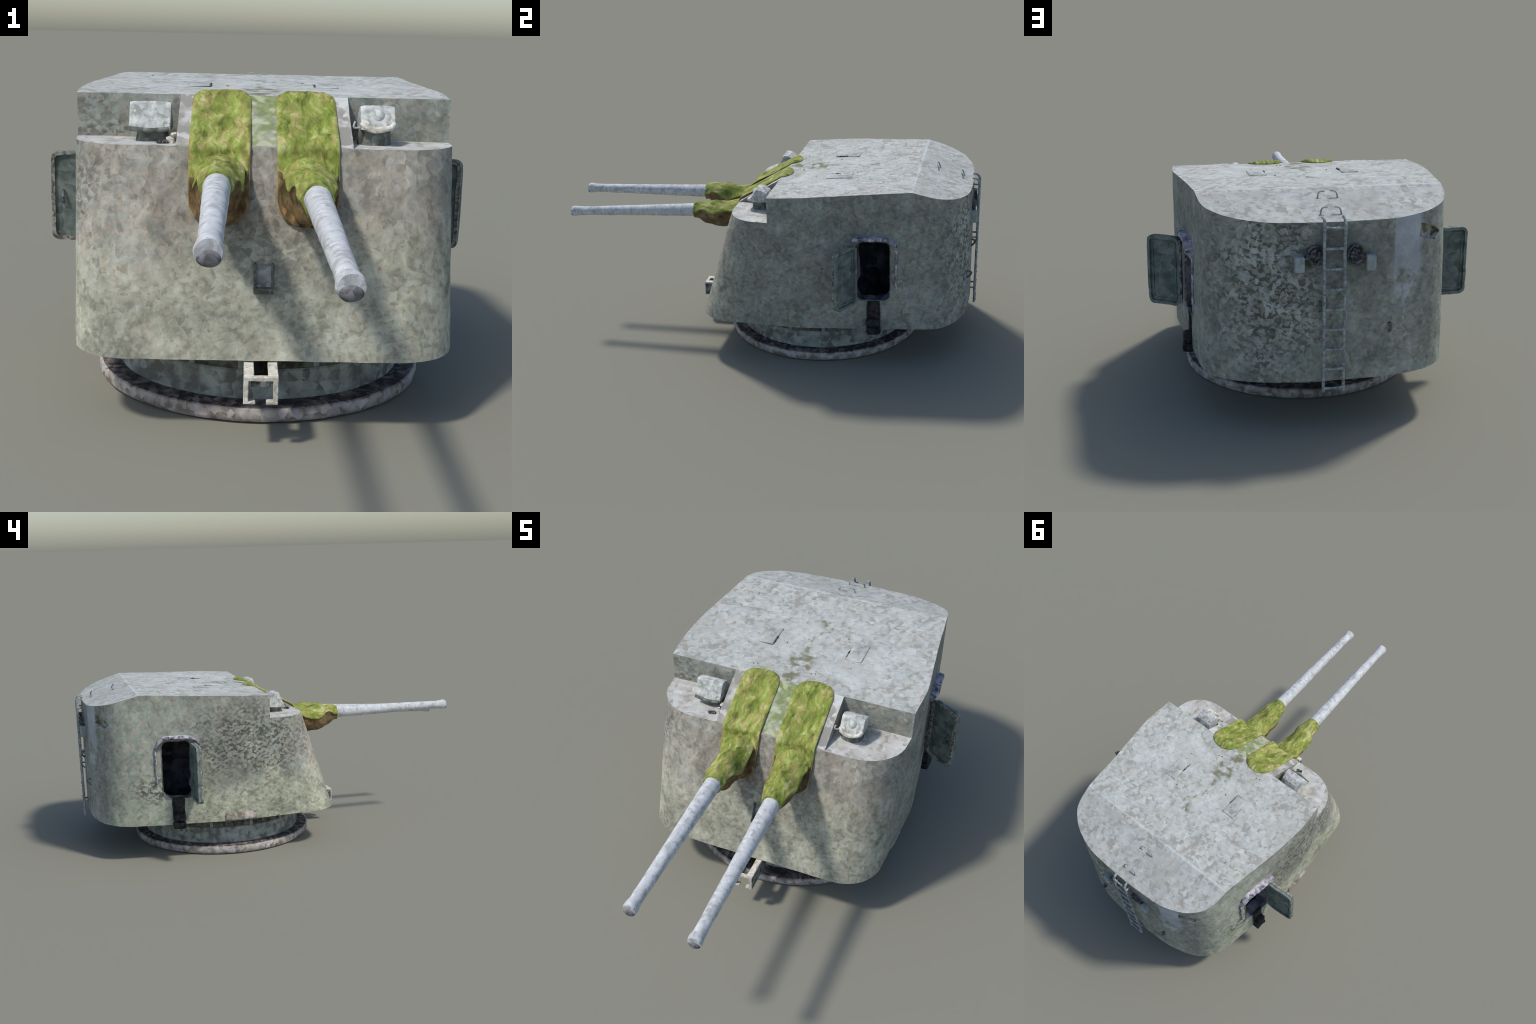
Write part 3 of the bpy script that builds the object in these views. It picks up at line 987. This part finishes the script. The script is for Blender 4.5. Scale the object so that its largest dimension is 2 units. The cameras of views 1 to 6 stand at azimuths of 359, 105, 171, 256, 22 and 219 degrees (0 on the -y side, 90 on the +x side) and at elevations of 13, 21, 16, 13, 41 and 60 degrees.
def gutter(sign):
    """rain gutter bent over the doorway, with a thin rail running down behind it"""
    if sign > 0:
        line = [(.452, .575), (.462, .598), (.488, .612), (.52, .615), (.57, .616), (.615, .616), (.645, .604), (.664, .578), (.669, .556)]
        line = line[1:]
    else:
        line = [(.452, .560), (.462, .585), (.485, .606), (.51, .613), (.56, .614), (.615, .613), (.642, .602), (.658, .580), (.664, .556)]
    pts = catmull([(0, y, z) for y, z in line], 5)
    rings = []
    cyz = Vector((0, .56, .50))
    for i, p in enumerate(pts):
        t = (pts[min(i + 1, len(pts) - 1)] - pts[max(i - 1, 0)]).normalized()
        nr = Vector((0, -t.z, t.y))
        if nr.dot(p - cyz) < 0:
            nr = -nr
        xw = side_x(p.y, sign, p.z)
        g = i / (len(pts) - 1)
        prot = .030 * min(1, .35 + 3 * min(g, 1 - g))
        ring = []
        for a, bq in ((-.004, -.008), (prot * .6, -.008), (prot, -.0075), (prot + .003, -.002), (prot, .005), (prot * .5, .006), (-.004, .006)):
            q = Vector((xw + sign * a, p.y, p.z)) + nr * bq
            q += noise.noise_vector(q * 70) * .0035
            ring.append(q)
        rings.append(ring)
    g_ = make("rain_gutter", from_bm(loft(rings), "rain_gutter"), HOOD, None, 50)
    path = [(side_x(.666, sign) + sign * .004, .666 + random.uniform(-.0015, .0015), .565 - .185 * k / 14) for k in range(15)]
    make("latch_rail", from_bm(tube_bm(path, .004, 8, .0035), "latch_rail"), HOOD, g_)
    # raised frame around the opening
    y0, y1, z0, z1 = DOORWAY[sign]
    outer = rounded_rect(y0 - .003, y1 + .003, z0 - .003, z1 + .003, .032)
    inner = rounded_rect(y0 - .0005, y1 + .0005, z0 - .0005, z1 + .0005, .030)
    b = bmesh.new()
    R = []
    for prof, d in ((outer, -.004), (outer, .003), (inner, .0045), (inner, -.01)):
        R.append([b.verts.new(Vector((side_x(u, sign, v) + sign * d, u, v)) + noise.noise_vector(Vector((d, u, v)) * 60) * .0012) for u, v in prof])
    k = len(outer)
    for a in range(4):
        r0, r1 = R[a], R[(a + 1) % 4]
        for i in range(k):
            b.faces.new((r0[i], r0[(i + 1) % k], r1[(i + 1) % k], r1[i]))
    make("doorway_frame", from_bm(b, "doorway_frame"), DOOREDGE)


def step(sign):
    xw = side_x(.566, sign, .24)
    def bx(d0, d1, y0, y1, z0, z1, bev):
        lo, hi = sorted((xw + sign * d0, xw + sign * d1))
        b = box_bm((lo, y0, z0), (hi, y1, z1), bev, 3)
        bmesh.ops.subdivide_edges(b, edges=[e for e in b.edges if e.calc_length() > .012], cuts=2, use_grid_fill=True)
        rough_up(b, .004, 50, z0 * 10)
        return b
    s = make("rubber_step_strap", from_bm(bx(-.008, .006, .537, .597, .226, .318, .003), "rubber_step_strap"), RUBBER)
    make("step_block", from_bm(bx(-.01, .030, .536, .597, .203, .238, .008), "step_block"), RUBBER, s)
    make("step_block", from_bm(bx(-.01, .032, .538, .599, .166, .199, .009), "step_block"), RUBBER, s)


for sgn in (1, -1):
    gutter(sgn)
    step(sgn)

# torn pinkish fender low on the left side
rings = []
for k in range(13):
    y = .185 + .155 * k / 12
    xw = side_x(y, -1, .2)
    d = .007 + .003 * noise.noise(Vector((y * 60, 0, 0)))
    zz = .222 + .003 * noise.noise(Vector((y * 80, 3, 0)))
    rings.append([(xw + .006, y, zz + .004), (xw - .002, y, zz + .003), (xw - d, y, zz - .012), (xw - d, y, .190), (xw - .002, y, .1835), (xw + .006, y, .184)])
make("torn_fender", from_bm(loft(rings), "torn_fender"), FLANGE, None, 30)

# ------------------------------------------------------------------ ladder and rear fittings
LX0, LX1, LY = -.029, .041, .9925
def stringer(x):
    xt = x + .003
    pts = [(x, LY - .003, .150), (x, LY - .002, .3), (x + .001, LY, .5), (xt, LY + .001, .65), (xt, LY + .002, .735), (xt, LY - .001, .752), (xt, LY - .009, .763), (xt + .001, LY - .02, .767), (xt + .001, LY - .029, .7665)]
    return tube_bm(catmull(pts, 6), .0054, 10, .0012)
lad = make("ladder", from_bm(merge([stringer(LX0), stringer(LX1)]), "ladder"), STEEL)
for k in range(9):
    z = .163 + .0716 * k
    sx = .003 * min(1, z / .65)
    bmr = tube_bm([(LX0 + sx + (LX1 - LX0) * t, LY, z + .002 * (abs(t - .5) * 2) ** 3) for t in (0, .08, .25, .5, .75, .92, 1)], [.0068, .0054, .0048, .0046, .0048, .0054, .0068], 10, .0012)
    make("rung", from_bm(bmr, "rung"), STEEL, lad)
for x in (LX0, LX1):
    for z in (.225, .480, .715):
        bmr = tube_bm([(x, LY, z), (x, .98, z), (x, .962, z)], .0042, 8, .001)
        make("ladder_bracket", from_bm(bmr, "ladder_bracket"), STEEL, lad)

for s, xc, zc, bx_, bz in ((1, .070, .643, .125, .611), (-1, -.066, .640, -.1195, .609)):
    yw = .966
    # round fitting: rim, dark throat, crumpled innards
    n = 26
    prof = [(.024, -.004), (.031, -.004), (.031, .012), (.029, .016), (.025, .016), (.023, .012), (.023, .002), (.004, .002)]
    rings = [[(xc + r * math.cos(2 * math.pi * i / n), yw + d, zc + r * 1.1 * math.sin(2 * math.pi * i / n)) for i in range(n)] for r, d in prof]
    b = loft(rings)
    rough_up(b, .005, 55, s)
    vent = make("round_vent", from_bm(b, "round_vent"), DARKGREY, None, 30)
    for i in range(6):
        a = i * 1.05 + .4
        d = bmesh.new()
        bmesh.ops.create_icosphere(d, subdivisions=2, radius=.009)
        for v in d.verts:
            v.co.y *= .6
        bmesh.ops.translate(d, verts=d.verts, vec=(xc + .013 * math.cos(a), yw + .006, zc + .014 * math.sin(a)))
        rough_up(d, .006, 80, i + s)
        make("vent_scrap", from_bm(d, "vent_scrap"), DARKGREY, vent)
    b = box_bm((bx_ - .0165, yw - .006, bz - .027), (bx_ + .0165, yw + .027, bz + .027), .005, 3)
    rough_up(b, .001, 30, s)
    lamp = make("lamp_box", from_bm(b, "lamp_box"), BOXPAINT)
    arm = tube_bm([(bx_, yw + .008, bz + .012), ((bx_ + xc) / 2, yw + .01, bz + .022), (xc, yw + .004, zc)], .007, 10, .003)
    make("lamp_arm", from_bm(arm, "lamp_arm"), DARKGREY, lamp)
    pl = [(bx_ - s * .012, bz - .030), (bx_ - s * .01, bz + .010), (xc + s * .025, zc + .010), (xc - s * .022, zc + .01), (xc - s * .022, zc - .040)]
    b = loft([[(x, yw - .01, z) for x, z in pl], [(x, yw + .0035, z) for x, z in pl]])
    make("backing_plate", from_bm(b, "backing_plate"), FRAME, lamp)

# folded eye brackets
for x, z in ((.213, .362), (-.196, .364)):
    yw = .960
    path = catmull([(x, yw - .004, z + .018), (x, yw + .012, z + .016), (x + .001, yw + .020, z + .010), (x, yw + .010, z - .006), (x, yw - .004, z - .018)], 5)
    b = tube_bm(path, .0035, 8, .001)
    for v in b.verts:
        v.co.x = x + (v.co.x - x) * 1.8
    make("eye_bracket", from_bm(b, "eye_bracket"), FRAME)
for z in (.455,):
    b = tube_bm(catmull([(.052, .962, z + .02), (.052, .98, z + .014), (.052, .982, z), (.052, .962, z - .02)], 5), .004, 8, .001)
    make("eye_bracket", from_bm(b, "eye_bracket"), FRAME)

# step irons on the sloping rear roof
for x0, x1, y in ((-.035, .033, .805), (-.026, .043, .915)):
    zr = roof_z(y)
    for xa, sg in ((x0, 1), (x1, -1)):
        pts = [(xa - sg * .002, y + .006, zr - .006), (xa, y + .004, zr + .008), (xa + sg * .004, y, zr + .018), (xa + sg * .013, y - .002, zr + .022), (xa + sg * .024, y - .003, zr + .022)]
        make("step_iron", from_bm(tube_bm(catmull(pts, 4), [.0032 - .0012 * k / 16 for k in range(17)], 8, .001), "step_iron"), STEEL)

# roof hatches with dark, broken gaps around them
for hi_, (x0, x1, y0, y1) in enumerate(((.160, .224, .319, .435), (-.199, -.138, .306, .417))):
    def on_roof(x, y, h):
        return (x, y, roof_z(y) + h)
    b = bmesh.new()
    outer = rounded_rect(x0 - .002, x1 + .002, y0 - .002, y1 + .002, .004, 2)
    rings = [[on_roof(u, v, h) for u, v in outer] for h in (-.006, .0014)]
    gap = make("hatch_gap", from_bm(loft(rings), "hatch_gap"), CRACK)
    inner = rounded_rect(x0, x1, y0, y1, .003, 2)
    rings = [[on_roof(u, v, h) for u, v in inner] for h in (-.004, .0024)]
    inn2 = rounded_rect(x0 + .0015, x1 - .0015, y0 + .0015, y1 - .0015, .002, 2)
    rings.append([on_roof(u, v, .0032) for u, v in inn2])
    make("roof_hatch", from_bm(loft(rings), "roof_hatch"), ROOF, gap)
    # thick broken seal along the hinge side
    xs = x1 if hi_ else x0
    path = [(xs + random.uniform(-.001, .001), y0 + .005 + (y1 - y0) * .45 * k / 10, roof_z(y0 + .1 * k / 10) + .001) for k in range(11)]
    make("hatch_seal", from_bm(tube_bm(path, [.0022 + .0018 * random.random() for _ in path], 8, .0012), "hatch_seal"), DARKGREY, gap)

# roof studs
stud = None
for x, y in ((-.16, .165), (-.145, .17), (.085, .19), (.07, .185), (-.09, .34), (.13, .45), (.2, .27), (-.33, .62)):
    if stud is None:
        stud = make("roof_stud", from_bm(lathe([(.002, -.003), (.003, -.003), (.003, .0012), (.002, .002)], (0, 0), 10), "roof_stud"), DARKGREY)
    else:
        stud = stud.copy(); bpy.context.scene.collection.objects.link(stud)
    stud.location = (x, y, roof_z(y))

# ------------------------------------------------------------------ front fittings
# small open frame on the shield
zc = .375
yw = lambda z: front_y(z)
def on_face(x, z, h):
    return Vector((x, yw(z) - h, z))
for nm, x0, x1, z0, z1, h in (("frame_side", -.0095, -.0035, .346, .408, .012), ("frame_side", .0325, .0385, .346, .408, .012), ("frame_foot", -.0095, .0385, .340, .352, .020)):
    rings = []
    for z in (z0, z1):
        rings.append([on_face(x0, z, -.006), on_face(x1, z, -.006), on_face(x1, z, h), on_face(x0, z, h)])
    b = loft(rings)
    bmesh.ops.bevel(b, geom=b.edges[:], offset=.0012, segments=1, affect="EDGES")
    bmesh.ops.subdivide_edges(b, edges=[e for e in b.edges if e.calc_length() > .02], cuts=4, use_grid_fill=True)
    rough_up(b, .0016, 60, x0)
    make(nm, from_bm(b, nm), FRAME)
rings = [[on_face(-.004, z, -.004), on_face(.033, z, -.004), on_face(.033, z, .002), on_face(-.004, z, .002)] for z in (.35, .404)]
make("frame_panel", from_bm(loft(rings), "frame_panel"), DRUM)

# travel-lock bracket under the skirt
bx0, bx1, by0, by1, bz1, bz0 = -.0295, .0515, -.352, -.235, .178, .112
def bracket_box(name, lo, hi, mat, parent, amp=.0012):
    b = box_bm(lo, hi, .0015, 1)
    bmesh.ops.subdivide_edges(b, edges=[e for e in b.edges if e.calc_length() > .02], cuts=3, use_grid_fill=True)
    rough_up(b, amp, 60, lo[0] * 9)
    return make(name, from_bm(b, name), mat, parent)
br = bracket_box("lock_bracket", (bx0, by0, bz1 - .010), (bx1, by0 + .014, bz1), CREAM, None)
bracket_box("bracket_arm", (bx0, by0 + .012, bz1 - .008), (bx0 + .024, by1, bz1 + .001), CREAM, br)
bracket_box("bracket_arm", (bx1 - .024, by0 + .012, bz1 - .008), (bx1, by1, bz1 + .001), CREAM, br)
for x0, x1, ix in ((bx0, bx0 + .006, 1), (bx1 - .006, bx1, -1)):
    bracket_box("bracket_cheek", (x0, by0 + .003, bz0), (x1, by0 + .145, bz1 - .005), SLATE, br)
    xl = x0 if ix > 0 else x1 - .012
    bracket_box("bracket_leg", (xl, by0, bz0 + .004), (xl + .012, by0 + .006, bz1 - .008), CREAM, br)
    xf = x0 if ix > 0 else x1 - .028
    bracket_box("bracket_foot", (xf, by0, bz0 - .001), (xf + .028, by0 + .02, bz0 + .006), CREAM, br)
bracket_box("bracket_back", (bx0 + .006, by0 + .138, bz0 + .006), (bx1 - .006, by0 + .145, bz1 + .004), RUBBER, br)
bracket_box("bracket_pin", (bx0 + .018, by0 + .03, bz0 + .03), (bx1 - .018, by0 + .06, bz0 + .045), SLATE, br)
